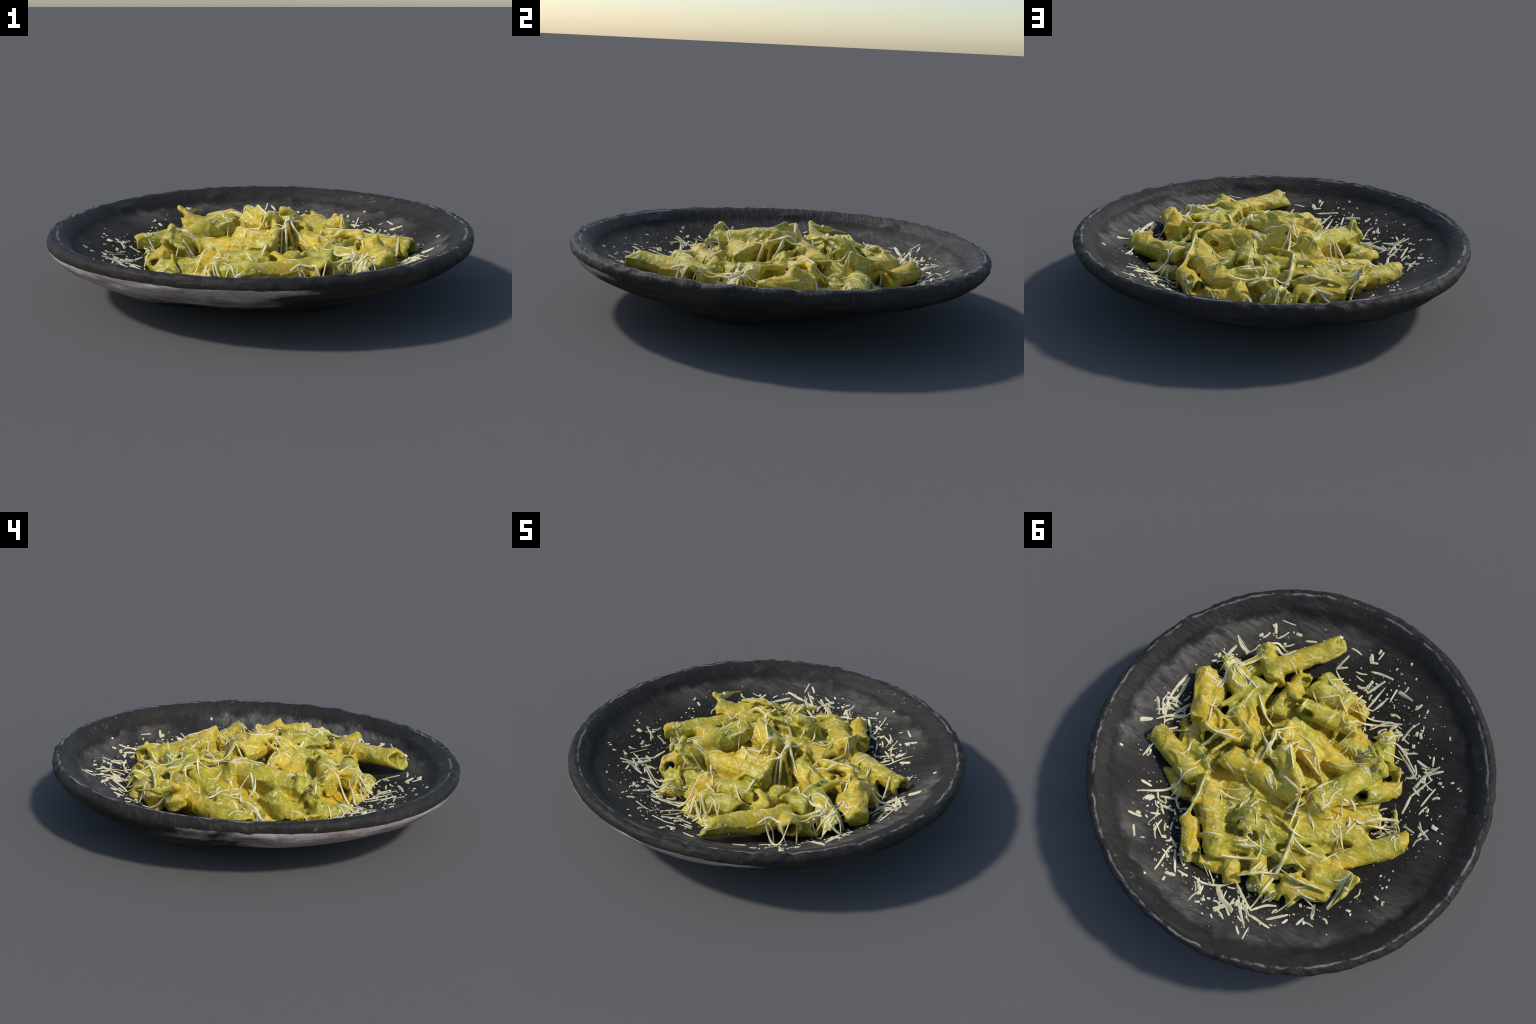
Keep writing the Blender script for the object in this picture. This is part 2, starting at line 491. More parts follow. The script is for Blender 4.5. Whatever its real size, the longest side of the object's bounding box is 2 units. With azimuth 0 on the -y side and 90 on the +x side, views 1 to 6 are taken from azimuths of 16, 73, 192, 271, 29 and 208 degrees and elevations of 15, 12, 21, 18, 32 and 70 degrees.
# the long shreds: course over the heap seen from above, width in millimetres
OVER_THE_HEAP = [
    ([(-0.148, 0.19), (-0.173, 0.335), (-0.182, 0.43), (-0.167, 0.572), (-0.143, 0.682)], 13),
    ([(-0.166, 0.293), (-0.246, 0.323), (-0.3, 0.318)], 9),
    ([(-0.119, 0.038), (-0.099, 0.125), (-0.066, 0.182)], 9),
    ([(-0.106, 0.058), (-0.118, 0.159), (-0.131, 0.258)], 8),
    ([(0.36, 0.165), (0.337, 0.337), (0.368, 0.475)], 9),
    ([(0.343, -0.29), (0.275, -0.228), (0.199, -0.196)], 14),
    ([(0.482, -0.002), (0.429, 0.003), (0.319, -0.01)], 10),
    ([(0.178, -0.207), (0.139, -0.074), (0.148, 0.029)], 9),
    ([(0.025, -0.151), (0.05, -0.09), (0.076, -0.049)], 7),
    ([(0.032, -0.12), (0.009, -0.043)], 11),
    ([(-0.011, -0.101), (-0.093, -0.071), (-0.152, -0.053)], 10),
    ([(-0.073, -0.137), (-0.086, -0.068)], 9),
    ([(-0.071, -0.417), (-0.125, -0.358), (-0.205, -0.459), (-0.286, -0.496), (-0.365, -0.536)], 9),
    ([(-0.247, -0.41), (-0.321, -0.349), (-0.385, -0.217)], 11),
    ([(-0.05, -0.442), (-0.082, -0.509)], 9),
    ([(0.096, 0.532), (0.02, 0.498), (-0.059, 0.464)], 9),
    ([(0.244, 0.481), (0.131, 0.443)], 8),
    ([(0.06, 0.454), (-0.032, 0.414)], 10),
    ([(0.015, 0.244), (-0.06, 0.29)], 10),
    ([(-0.426, 0.041), (-0.517, -0.036), (-0.583, -0.063)], 11),
    ([(-0.451, 0.04), (-0.574, -0.016)], 10),
    ([(-0.088, 0.459), (-0.071, 0.545)], 8),
    ([(-0.251, 0.049), (-0.237, 0.112)], 8),
    ([(-0.094, -0.326), (-0.092, -0.272)], 9),
    ([(0.001, 0.06), (-0.1, 0.1)], 11),
    ([(-0.153, -0.548), (-0.096, -0.539), (-0.082, -0.418)], 12),
    ([(-0.082, -0.418), (-0.068, -0.518), (-0.229, -0.452)], 9),
    ([(-0.025, -0.476), (-0.105, -0.415)], 8),
    ([(0.135, -0.1), (0.219, -0.141)], 14),
    ([(-0.167, -0.03), (-0.031, -0.153), (0.056, -0.179)], 13),
    ([(0.058, -0.097), (-0.028, 0.022)], 8),
    ([(0.154, -0.096), (0.122, -0.104)], 12),
    ([(0.116, -0.01), (0.258, -0.145)], 10),
    ([(0.316, -0.069), (0.385, -0.029), (0.469, 0.084)], 9),
    ([(0.084, 0.275), (0.056, 0.27), (0.024, 0.284)], 13),
    ([(-0.204, -0.04), (-0.159, 0.027)], 11),
    ([(-0.275, -0.184), (-0.226, -0.211)], 11),
    ([(0.11, -0.388), (0.113, -0.309)], 8),
    ([(0.149, -0.041), (0.179, 0.036)], 8),
]
ON_THE_PLATE_BACK = [
    ([(-0.178, 0.447), (-0.284, 0.468), (-0.415, 0.445)], 9),
    ([(-0.467, 0.5), (-0.481, 0.402), (-0.494, 0.314)], 14),
    ([(-0.026, 0.577), (-0.107, 0.52), (-0.192, 0.472)], 8),
    ([(0.635, 0.434), (0.538, 0.364), (0.483, 0.308), (0.46, 0.25), (0.425, 0.195)], 10),
    ([(0.168, 0.673), (0.117, 0.677), (0.05, 0.653), (-0.008, 0.612)], 10),
    ([(0.046, 0.66), (0.002, 0.706), (-0.075, 0.739)], 28),
    ([(-0.025, 0.599), (-0.108, 0.658), (-0.156, 0.684)], 12),
    ([(-0.15, 0.688), (-0.199, 0.632), (-0.248, 0.604)], 10),
    ([(-0.082, 0.683), (-0.17, 0.779)], 12),
    ([(-0.161, 0.708), (-0.273, 0.722)], 13),
    ([(-0.239, 0.69), (-0.32, 0.619)], 12),
    ([(-0.41, 0.517), (-0.429, 0.586)], 14),
    ([(-0.304, 0.503), (-0.377, 0.516), (-0.413, 0.525)], 9),
    ([(-0.215, 0.545), (-0.175, 0.619)], 11),
    ([(-0.276, 0.51), (-0.345, 0.463)], 8),
    ([(-0.517, 0.418), (-0.556, 0.338)], 9),
    ([(0.752, 0.057), (0.688, -0.008), (0.574, -0.039)], 16),
    ([(0.813, 0.105), (0.767, 0.065)], 20),
    ([(0.646, 0.375), (0.59, 0.374)], 13),
    ([(0.582, 0.445), (0.553, 0.414)], 17),
    ([(0.612, 0.549), (0.547, 0.537)], 12),
    ([(0.555, 0.593), (0.519, 0.643)], 9),
    ([(0.471, 0.527), (0.407, 0.578)], 10),
    ([(0.462, 0.568), (0.456, 0.498)], 10),
    ([(0.348, 0.594), (0.348, 0.738)], 9),
    ([(0.322, 0.596), (0.257, 0.7)], 11),
    ([(0.373, 0.554), (0.321, 0.585)], 12),
    ([(0.3, 0.725), (0.25, 0.713)], 14),
    ([(0.527, 0.395), (0.45, 0.36)], 13),
    ([(0.498, 0.431), (0.435, 0.425)], 11),
    ([(0.135, 0.688), (0.098, 0.736)], 13),
    ([(0.023, 0.594), (-0.028, 0.633)], 9),
    ([(0.359, 0.228), (0.338, 0.417), (0.377, 0.471)], 9),
]
ON_THE_PLATE_FRONT = [
    ([(0.539, -0.366), (0.463, -0.352), (0.36, -0.307)], 12),
    ([(0.415, -0.484), (0.466, -0.419), (0.509, -0.359)], 9),
    ([(-0.096, -0.469), (-0.218, -0.499), (-0.365, -0.536)], 8),
    ([(-0.333, -0.395), (-0.404, -0.428), (-0.539, -0.333)], 10),
    ([(-0.539, -0.333), (-0.497, -0.307), (-0.411, -0.208)], 8),
    ([(0.108, -0.59), (0.01, -0.527)], 11),
    ([(0.028, -0.58), (-0.014, -0.494)], 10),
    ([(-0.108, -0.471), (-0.109, -0.592)], 10),
    ([(-0.126, -0.608), (-0.183, -0.697)], 11),
    ([(-0.196, -0.54), (-0.24, -0.632)], 11),
    ([(0.048, -0.738), (0.079, -0.653)], 10),
    ([(0.079, -0.653), (0.027, -0.685)], 8),
    ([(0.076, -0.647), (-0.032, -0.571)], 9),
    ([(-0.574, -0.261), (-0.592, -0.336), (-0.637, -0.402)], 13),
    ([(-0.605, -0.39), (-0.588, -0.442)], 8),
    ([(-0.592, -0.336), (-0.663, -0.387)], 10),
    ([(-0.643, -0.181), (-0.668, -0.291)], 10),
    ([(-0.574, -0.212), (-0.613, -0.295)], 9),
    ([(-0.576, -0.111), (-0.574, -0.212)], 12),
    ([(-0.677, -0.077), (-0.75, -0.031)], 9),
    ([(-0.703, -0.036), (-0.728, -0.079)], 8),
    ([(-0.403, -0.461), (-0.416, -0.531), (-0.442, -0.575)], 11),
    ([(-0.274, -0.677), (-0.356, -0.661)], 18),
    ([(-0.391, -0.627), (-0.413, -0.663)], 14),
    ([(-0.095, -0.713), (-0.15, -0.722), (-0.217, -0.722)], 10),
    ([(-0.057, -0.792), (-0.078, -0.754)], 13),
    ([(-0.111, -0.824), (-0.101, -0.78)], 7),
    ([(0.802, -0.046), (0.751, 0.029)], 15),
    ([(0.763, -0.037), (0.733, 0.016)], 12),
    ([(0.749, -0.056), (0.723, 0.019)], 12),
    ([(0.73, -0.232), (0.746, -0.14), (0.749, -0.056)], 13),
    ([(0.748, -0.084), (0.683, -0.087)], 11),
    ([(0.692, -0.014), (0.647, -0.113)], 12),
    ([(0.61, -0.548), (0.563, -0.511), (0.517, -0.506)], 13),
    ([(0.593, -0.5), (0.607, -0.448), (0.618, -0.388)], 13),
    ([(0.465, -0.701), (0.441, -0.656)], 13),
    ([(0.435, -0.551), (0.404, -0.62), (0.308, -0.57)], 10),
    ([(0.347, -0.709), (0.318, -0.714)], 14),
    ([(0.289, -0.7), (0.231, -0.722)], 10),
    ([(-0.563, -0.301), (-0.475, -0.362), (-0.41, -0.407)], 13),
    ([(-0.376, -0.515), (-0.299, -0.519), (-0.224, -0.445)], 10),
    ([(-0.199, -0.672), (-0.18, -0.599), (-0.167, -0.543)], 11),
    ([(-0.103, -0.53), (-0.022, -0.592)], 14),
    ([(0.438, -0.514), (0.478, -0.434), (0.533, -0.365)], 10),
    ([(0.419, -0.322), (0.533, -0.365)], 9),
    ([(0.553, -0.366), (0.532, -0.239)], 12),
    ([(0.527, -0.182), (0.487, -0.033)], 10),
    ([(0.292, -0.599), (0.336, -0.542), (0.438, -0.593)], 12),
    ([(0.717, -0.224), (0.719, -0.102), (0.766, -0.067)], 13),
    ([(0.487, -0.567), (0.52, -0.509), (0.6, -0.543)], 9),
    ([(0.502, -0.447), (0.558, -0.364), (0.604, -0.327)], 10),
    ([(0.13, -0.675), (0.193, -0.731)], 11),
]
SHREDS = OVER_THE_HEAP + ON_THE_PLATE_BACK + ON_THE_PLATE_FRONT
# drawn-out points and folds of sauce: start, end, start radius, end radius
PEAKS = [
    ((-0.416, 0.351, 0.2), (-0.537, 0.337, 0.298), 0.045, 0.010),
    ((-0.537, 0.335, 0.29), (-0.506, 0.418, 0.272), 0.011, 0.011),
    ((-0.506, 0.418, 0.272), (-0.47, 0.515, 0.262), 0.011, 0.004),
    ((0.496, -0.019, 0.26), (0.5, -0.022, 0.298), 0.030, 0.006),
    ((0.492, -0.015, 0.292), (0.303, -0.009, 0.296), 0.010, 0.010),
    ((0.291, 0.25, 0.26), (0.337, 0.22, 0.306), 0.040, 0.006),
    ((0.037, 0.35, 0.26), (0.029, 0.266, 0.332), 0.045, 0.006),
    ((0.029, 0.266, 0.332), (0.086, 0.375, 0.29), 0.010, 0.010),
    ((0.149, -0.122, 0.33), (0.128, 0.005, 0.345), 0.010, 0.010),
    ((0.051, -0.078, 0.372), (-0.103, 0.089, 0.38), 0.013, 0.010),
    ((0.004, 0.008, 0.35), (-0.015, 0.015, 0.392), 0.030, 0.010),
    ((0.119, -0.205, 0.29), (0.073, -0.049, 0.365), 0.012, 0.010),
    ((-0.368, -0.207, 0.32), (-0.416, -0.209, 0.25), 0.016, 0.010),
    ((0.304, -0.25, 0.245), (0.436, -0.243, 0.262), 0.010, 0.010),
    ((-0.282, -0.311, 0.255), (-0.383, -0.241, 0.255), 0.012, 0.010),
    ((0.676, 0.116, 0.24), (0.626, 0.106, 0.272), 0.030, 0.012),
    ((0.179, 0.474, 0.25), (0.148, 0.465, 0.298), 0.030, 0.008),
    ((0.082, 0.297, 0.28), (0.063, 0.298, 0.338), 0.040, 0.008),
    ((0.123, -0.323, 0.26), (0.117, -0.329, 0.284), 0.020, 0.008),
    ((-0.133, -0.38, 0.24), (-0.126, -0.372, 0.276), 0.030, 0.008),
    ((0.254, 0.567, 0.22), (0.249, 0.573, 0.25), 0.030, 0.008),
    ((0.564, -0.109, 0.28), (0.58, -0.117, 0.312), 0.040, 0.008),
    ((-0.194, 0.476, 0.245), (-0.291, 0.466, 0.265), 0.012, 0.010),
    ((-0.291, 0.466, 0.265), (-0.416, 0.447, 0.245), 0.010, 0.010),
    ((-0.175, 0.324, 0.28), (-0.261, 0.336, 0.285), 0.012, 0.010),
    ((-0.021, 0.569, 0.24), (-0.115, 0.507, 0.26), 0.011, 0.010),
    ((0.342, 0.214, 0.295), (0.337, 0.342, 0.255), 0.012, 0.009),
    ((0.337, 0.342, 0.255), (0.346, 0.477, 0.21), 0.009, 0.008),
    ((0.153, 0.021, 0.31), (0.219, 0.021, 0.31), 0.011, 0.010),
    ((0.288, -0.376, 0.27), (0.308, -0.258, 0.26), 0.012, 0.010),
    ((0.507, -0.369, 0.27), (0.424, -0.468, 0.275), 0.010, 0.010),
    ((0.364, -0.297, 0.27), (0.397, -0.177, 0.29), 0.012, 0.012),
    ((0.483, -0.148, 0.29), (0.432, -0.236, 0.28), 0.012, 0.012),
    ((0.389, 0.104, 0.285), (0.355, 0.017, 0.29), 0.012, 0.010),
    ((-0.054, 0.25, 0.31), (-0.143, 0.265, 0.3), 0.012, 0.010),
    ((0.166, -0.37, 0.265), (0.247, -0.427, 0.25), 0.012, 0.010),
    ((-0.132, -0.185, 0.275), (-0.065, -0.219, 0.275), 0.012, 0.010),
]
# mouths and hollows in the heap: from the surface inwards, radius
HOLLOWS = [
    ((0.083, 0.342, 0.255), (0.043, 0.424, 0.225), 0.040),
    ((0.431, -0.083, 0.262), (0.402, -0.019, 0.236), 0.018),
    ((0.507, -0.451, 0.227), (0.476, -0.387, 0.197), 0.022),
    ((0.575, -0.333, 0.236), (0.543, -0.263, 0.204), 0.028),
    ((-0.445, -0.254, 0.149), (-0.494, -0.187, 0.119), 0.032),
    ((0.137, -0.35, 0.255), (0.1, -0.287, 0.226), 0.022),
    ((0.281, 0.089, 0.264), (0.247, 0.159, 0.236), 0.026),
    ((0.222, -0.362, 0.265), (0.187, -0.3, 0.237), 0.020),
    ((0.15, -0.339, 0.251), (0.062, -0.317, 0.238), 0.028),
    ((0.078, 0.344, 0.269), (-0.012, 0.381, 0.257), 0.034),
    ((0.419, -0.119, 0.27), (0.342, -0.093, 0.259), 0.018),
    ((-0.361, -0.176, 0.188), (-0.349, -0.263, 0.169), 0.028),
    ((0.211, 0.602, 0.214), (0.238, 0.517, 0.191), 0.032),
    ((-0.252, 0.481, 0.18), (-0.235, 0.389, 0.156), 0.036),
    ((0.696, 0.104, 0.199), (0.72, 0.082, 0.121), 0.020),
    ((-0.367, -0.091, 0.192), (-0.361, -0.119, 0.106), 0.026),
]
CELL = 0.0058


def tube_distance(p, a, b, r, slant):
    """Slant-cut round tube (solid)."""
    a, b = np.array(a), np.array(b)
    ax = b - a
    L = np.linalg.norm(ax)
    ax = ax / L
    d = p - a
    t = d @ ax
    q = d - t[..., None] * ax
    rad = np.sqrt((q ** 2).sum(-1)) - r
    cutdir = ax + slant
    cutdir = cutdir / np.linalg.norm(cutdir)
    ends = np.maximum(-(d @ cutdir), (p - b) @ cutdir)
    k = 0.022
    h = np.clip(0.5 + 0.5 * (rad - ends) / k, 0, 1)
    return ends + (rad - ends) * h + k * h * (1 - h)


def cone_distance(p, a, b, ra, rb):
    a, b = np.array(a), np.array(b)
    ba = b - a
    t = np.clip(((p - a) @ ba) / (ba @ ba), 0, 1)
    return np.linalg.norm(p - a - t[..., None] * ba, axis=-1) - (ra + (rb - ra) * t)


def smin(a, b, k):
    h = np.clip(0.5 + 0.5 * (b - a) / k, 0, 1)
    return b + (a - b) * h - k * h * (1 - h)


def surface_nets(D, origin, cell):
    """Quads of the zero surface of the grid D (vectorised naive surface nets)."""
    S = D < 0
    c = [S[i:S.shape[0] - 1 + i, j:S.shape[1] - 1 + j, k:S.shape[2] - 1 + k] for i in (0, 1) for j in (0, 1) for k in (0, 1)]
    cnt = sum(x.astype(np.int8) for x in c)
    act = (cnt > 0) & (cnt < 8)
    idx = np.full(act.shape, -1, np.int64)
    idx[act] = np.arange(act.sum())
    ijk = np.argwhere(act)
    acc, num = np.zeros((len(ijk), 3)), np.zeros(len(ijk))
    corners = [np.array(q) for q in np.ndindex(2, 2, 2)]
    val = {tuple(q): D[ijk[:, 0] + q[0], ijk[:, 1] + q[1], ijk[:, 2] + q[2]] for q in corners}
    for q in corners:
        for axis in range(3):
            if q[axis] == 0:
                q2 = q.copy()
                q2[axis] = 1
                v0, v1 = val[tuple(q)], val[tuple(q2)]
                cross = (v0 < 0) != (v1 < 0)
                t = np.where(cross, v0 / np.where(cross, v0 - v1, 1), 0)
                pt = np.broadcast_to(q.astype(float), acc.shape).copy()
                pt[:, axis] = t
                acc += np.where(cross[:, None], pt, 0)
                num += cross
    V = origin + cell * (ijk + acc / num[:, None])
    quads = []
    for axis in range(3):
        o1, o2 = [k for k in range(3) if k != axis]
        lo = [slice(1, -1)] * 3
        lo[axis] = slice(0, -1)
        hi = list(lo)
        hi[axis] = slice(1, None)
        s0, s1 = S[tuple(lo)], S[tuple(hi)]
        for flip in (False, True):
            w = np.argwhere((~s0 & s1) if flip else (s0 & ~s1))
            w[:, o1] += 1
            w[:, o2] += 1
            g = []
            for d1, d2 in ((1, 1), (0, 1), (0, 0), (1, 0)):
                v = w.copy()
                v[:, o1] -= d1
                v[:, o2] -= d2
                g.append(idx[v[:, 0], v[:, 1], v[:, 2]])
            g = np.stack(g, -1)
            quads.append(g[:, ::-1] if (flip ^ (axis == 1)) else g)
    F = np.vstack(quads)
    return V, F[(F >= 0).all(1)]


def course(points, step=0.008):
    """Smooth line through the control points with even spacing."""
    c = catmull(points, 12) if len(points) > 2 else np.array([np.array(points[0]) * (1 - t) + np.array(points[1]) * t for t in np.linspace(0, 1, 14)])
    s = np.concatenate([[0], np.cumsum(np.linalg.norm(np.diff(c, axis=0), axis=1))])
    u = np.linspace(0, s[-1], max(5, int(s[-1] / step)))
    return np.stack([np.interp(u, s, c[:, 0]), np.interp(u, s, c[:, 1])], -1)


def pull_tight(base, rounds, sag):
    """Heights of a thread that rests on the highest points and bridges the rest."""
    z = base.copy()
    for _ in range(rounds):
        m = z.copy()
        m[1:-1] = np.maximum(base[1:-1], 0.5 * (z[:-2] + z[2:]) - sag)
        z = m
    return z


def build_pasta():
    lo, hi = np.array([-0.80, -0.88, 0.05]), np.array([0.86, 0.80, 0.47])
    n = np.ceil((hi - lo) / CELL).astype(int)
    gx = [lo[k] + CELL * np.arange(n[k]) for k in range(3)]
    G = np.stack(np.meshgrid(*gx, indexing="ij"), -1)
    # wobble space so that no tube stays a perfect cylinder
    W = G + 0.013 * np.stack([vnoise(G * 6.5, s) for s in (1, 2, 3)], -1) + 0.003 * np.stack([vnoise(G * 19, s) for s in (4, 5, 6)], -1)
    D = np.full(G.shape[:3], 1.0)
    near = np.full(G.shape[:3], 1.0)
    own = np.full(G.shape[:3], -1, np.int16)
    rng = np.random.default_rng(11)
    bores = []
    for q, (a, b, r, oa, ob) in enumerate(PENNE):
        A, B = np.array(a), np.array(b)
        m = r + 0.10
        w0 = np.clip(((np.minimum(A, B) - m - lo) / CELL).astype(int), 0, n)
        w1 = np.clip(((np.maximum(A, B) + m - lo) / CELL).astype(int) + 1, 0, n)
        sl = tuple(slice(i, j) for i, j in zip(w0, w1))
        side = rng.normal(size=3) * np.array([0.45, 0.45, 0.35])
        d = tube_distance(W[sl], A, B, r, side)
        D[sl] = smin(D[sl], d, 0.0185)
        better = d < near[sl]
        near[sl] = np.where(better, d, near[sl])
        own[sl] = np.where(better, q, own[sl])
        ax = (B - A) / np.linalg.norm(B - A)
        if oa:
            bores.append((A - ax * 0.05, A + ax * 0.11, r))
        if ob:
            bores.append((B + ax * 0.06, B - ax * 0.11, r))
    # sauce and buried pieces filling the heap from below
    x, y = G[..., 0], G[..., 1]
    rho = np.sqrt(((x - 0.03) / 0.58) ** 2 + ((y + 0.0) / 0.60) ** 2)
    top = 0.060 + (0.138 + 0.058 * smoothstep(-0.3, 0.35, y)) * np.clip(1 - rho ** 2.4, -1, 1) + 0.02 * fbm(np.stack([x * 6, y * 6, 0 * x], -1), 2, 8)
    D = smin(D, (G[..., 2] - top) * 0.75, 0.026)
    for a, b, ra, rb in PEAKS:
        A, B = np.array(a), np.array(b)
        m = max(ra, rb) + 0.07
        w0 = np.clip(((np.minimum(A, B) - m - lo) / CELL).astype(int), 0, n)
        w1 = np.clip(((np.maximum(A, B) + m - lo) / CELL).astype(int) + 1, 0, n)
        sl = tuple(slice(i, j) for i, j in zip(w0, w1))
        D[sl] = smin(D[sl], cone_distance(W[sl], A, B, ra, rb), 0.028)
    # threads of sauce and melting cheese, pulled tight from crest to crest
    crest = np.where(D < 0, G[..., 2], 0).max(2)

    def over(p):
        k = np.clip(((p - lo[:2]) / CELL).round().astype(int), 0, n[:2] - 1)
        return crest[k[:, 0], k[:, 1]]

    threads = [(course(q, 0.018), 0.0042 + mm * 0.00022) for q, mm in OVER_THE_HEAP]
    trng = np.random.default_rng(8)
    tries = 0
    while len(threads) < len(OVER_THE_HEAP) + 38 and tries < 4000:
        tries += 1
        p = trng.uniform([-0.58, -0.6], [0.68, 0.66])
        a = trng.uniform(0, math.tau)
        q = p + trng.uniform(0.05, 0.17) * np.array([math.cos(a), math.sin(a)])
        h = over(np.array([p, q]))
        if h.min() > 0.16 and h.min() > over((p + (q - p) * np.array([[0.35], [0.5], [0.65]]))).max() - 0.03:
            bend = trng.normal(0, 0.012)
            threads.append((course([tuple(p), tuple((p + q) / 2 + bend * np.array([-math.sin(a), math.cos(a)])), tuple(q)], 0.018), trng.uniform(0.003, 0.0055)))
    for xy, r in threads:
        base = over(xy)
        z = pull_tight(base, 25, 0.0012)
        pts = np.column_stack([xy, z - 0.001])
        for A, B, sa in zip(pts[:-1], pts[1:], base):
            if sa < 0.12 or np.linalg.norm(B - A) < 1e-5:
                continue
            m = r + 0.035
            w0 = np.clip(((np.minimum(A, B) - m - lo) / CELL).astype(int), 0, n)
            w1 = np.clip(((np.maximum(A, B) + m - lo) / CELL).astype(int) + 1, 0, n)
            sl = tuple(slice(i, j) for i, j in zip(w0, w1))
            D[sl] = smin(D[sl], cone_distance(G[sl], A, B, r, r), 0.014)
    bores += [(a, b, r * 0.85 / 0.64) for a, b, r in HOLLOWS]
    for a, b, r in bores:
        A, B = np.array(a), np.array(b)
        m = r + 0.04
        w0 = np.clip(((np.minimum(A, B) - m - lo) / CELL).astype(int), 0, n)
        w1 = np.clip(((np.maximum(A, B) + m - lo) / CELL).astype(int) + 1, 0, n)
        sl = tuple(slice(i, j) for i, j in zip(w0, w1))
        D[sl] = -smin(-D[sl], cone_distance(W[sl], A, B, r * 0.64, r * 0.5), 0.010)
    # creamy lumps, curds and fine ridges on the surface
    D = D - 0.0032 * fbm(G * 15, 2, 60) - 0.0060 * np.clip(1 - 2.2 * np.abs(vnoise(W * np.array([15, 13, 17]), 70)), 0, 1) ** 2.5 + 0.0015 - 0.0012 * vnoise(G * 52, 71)
    # sits in the plate
    floor = plate_height(np.sqrt(x * x + y * y)) - 0.012
    D = np.maximum(D, (floor - G[..., 2]))
    D[0], D[-1], D[:, 0], D[:, -1], D[:, :, 0], D[:, :, -1] = 1, 1, 1, 1, 1, 1
    V, F = surface_nets(D, lo, CELL)
    # keep the big body only, drop floating bits
    N = smooth_normals(V, F)
    c = V[F].mean(1)
    outward = D[tuple(np.clip(((V + N * 0.012 - lo) / CELL).round().astype(int), 0, n - 1).T)]
    if np.median(outward) < 0:
        F, N = F[:, ::-1], -N
    g = tuple(np.clip(((c - lo) / CELL).round().astype(int), 0, n - 1).T)
    piece = np.where(near[g] < 0.020, own[g], -1)
    pasta = empty("penne_pasta", "heap of penne coated in yellow green cream sauce", "pasta")
    mat = sauce_material()
    for q in range(len(PENNE)):
        if (piece == q).sum() > 20:
            region_object("penne", V, F, N, piece == q, mat, pasta)
    ob = region_object("sauce", V, F, N, piece == -1, mat, pasta)
    ob["kind"] = "stuff"
    return BVHTree.FromPolygons([Vector(p) for p in V.tolist()], F.tolist())


# ------------------------------------------------------------------- build ---
plate_tree = build_plate()
pasta_tree = build_pasta()
# @CHEESE@
# ------------------------------------------------------------------ cheese ---
# where loose cheese gathers: centre x, y, spread, number of shreds, of crumbs
DRIFTS = [
    (-0.08, 0.68, 0.060, 34, 40),
    (-0.61, -0.30, 0.055, 16, 25),
    (0.69, -0.05, 0.050, 16, 30),
    (0.41, -0.62, 0.050, 8, 22),
    (0.56, -0.41, 0.045, 12, 40),
    (-0.07, -0.56, 0.060, 20, 10),
    (-0.56, -0.03, 0.050, 26, 10),
    (-0.36, -0.47, 0.060, 12, 10),
    (0.53, -0.29, 0.060, 10, 0),
    (0.47, 0.47, 0.060, 8, 25),
    (0.31, 0.65, 0.050, 7, 25),
    (0.12, 0.69, 0.040, 6, 20),
    (-0.27, -0.67, 0.070, 2, 30),
    (-0.45, -0.52, 0.060, 2, 25),
    (-0.72, -0.04, 0.050, 3, 14),
    (-0.27, -0.29, 0.070, 10, 0),
    (-0.37, 0.07, 0.060, 14, 0),
    (-0.05, -0.03, 0.100, 8, 0),
    (0.02, 0.37, 0.100, 10, 0),
    (0.36, 0.22, 0.100, 8, 6),
    (-0.39, 0.59, 0.060, 6, 18),
    (0.71, 0.21, 0.040, 2, 16),
    (-0.03, -0.71, 0.060, 5, 14),
    (0.47, 0.39, 0.035, 12, 10),
    (-0.59, 0.32, 0.080, 1, 14),
]


def ground_at(x, y):
    """Height and steepness of whatever lies uppermost at x, y."""
    best = None
    for tree in (plate_tree, pasta_tree):
        hit = tree.ray_cast(Vector((x, y, 1.0)), Vector((0, 0, -1)))
        if hit[0] is not None and (best is None or hit[0].z > best[0]):
            best = (hit[0].z, hit[1] if hit[1].z > 0 else -hit[1])
    return best or (0.3, Vector((0, 0, 1)))


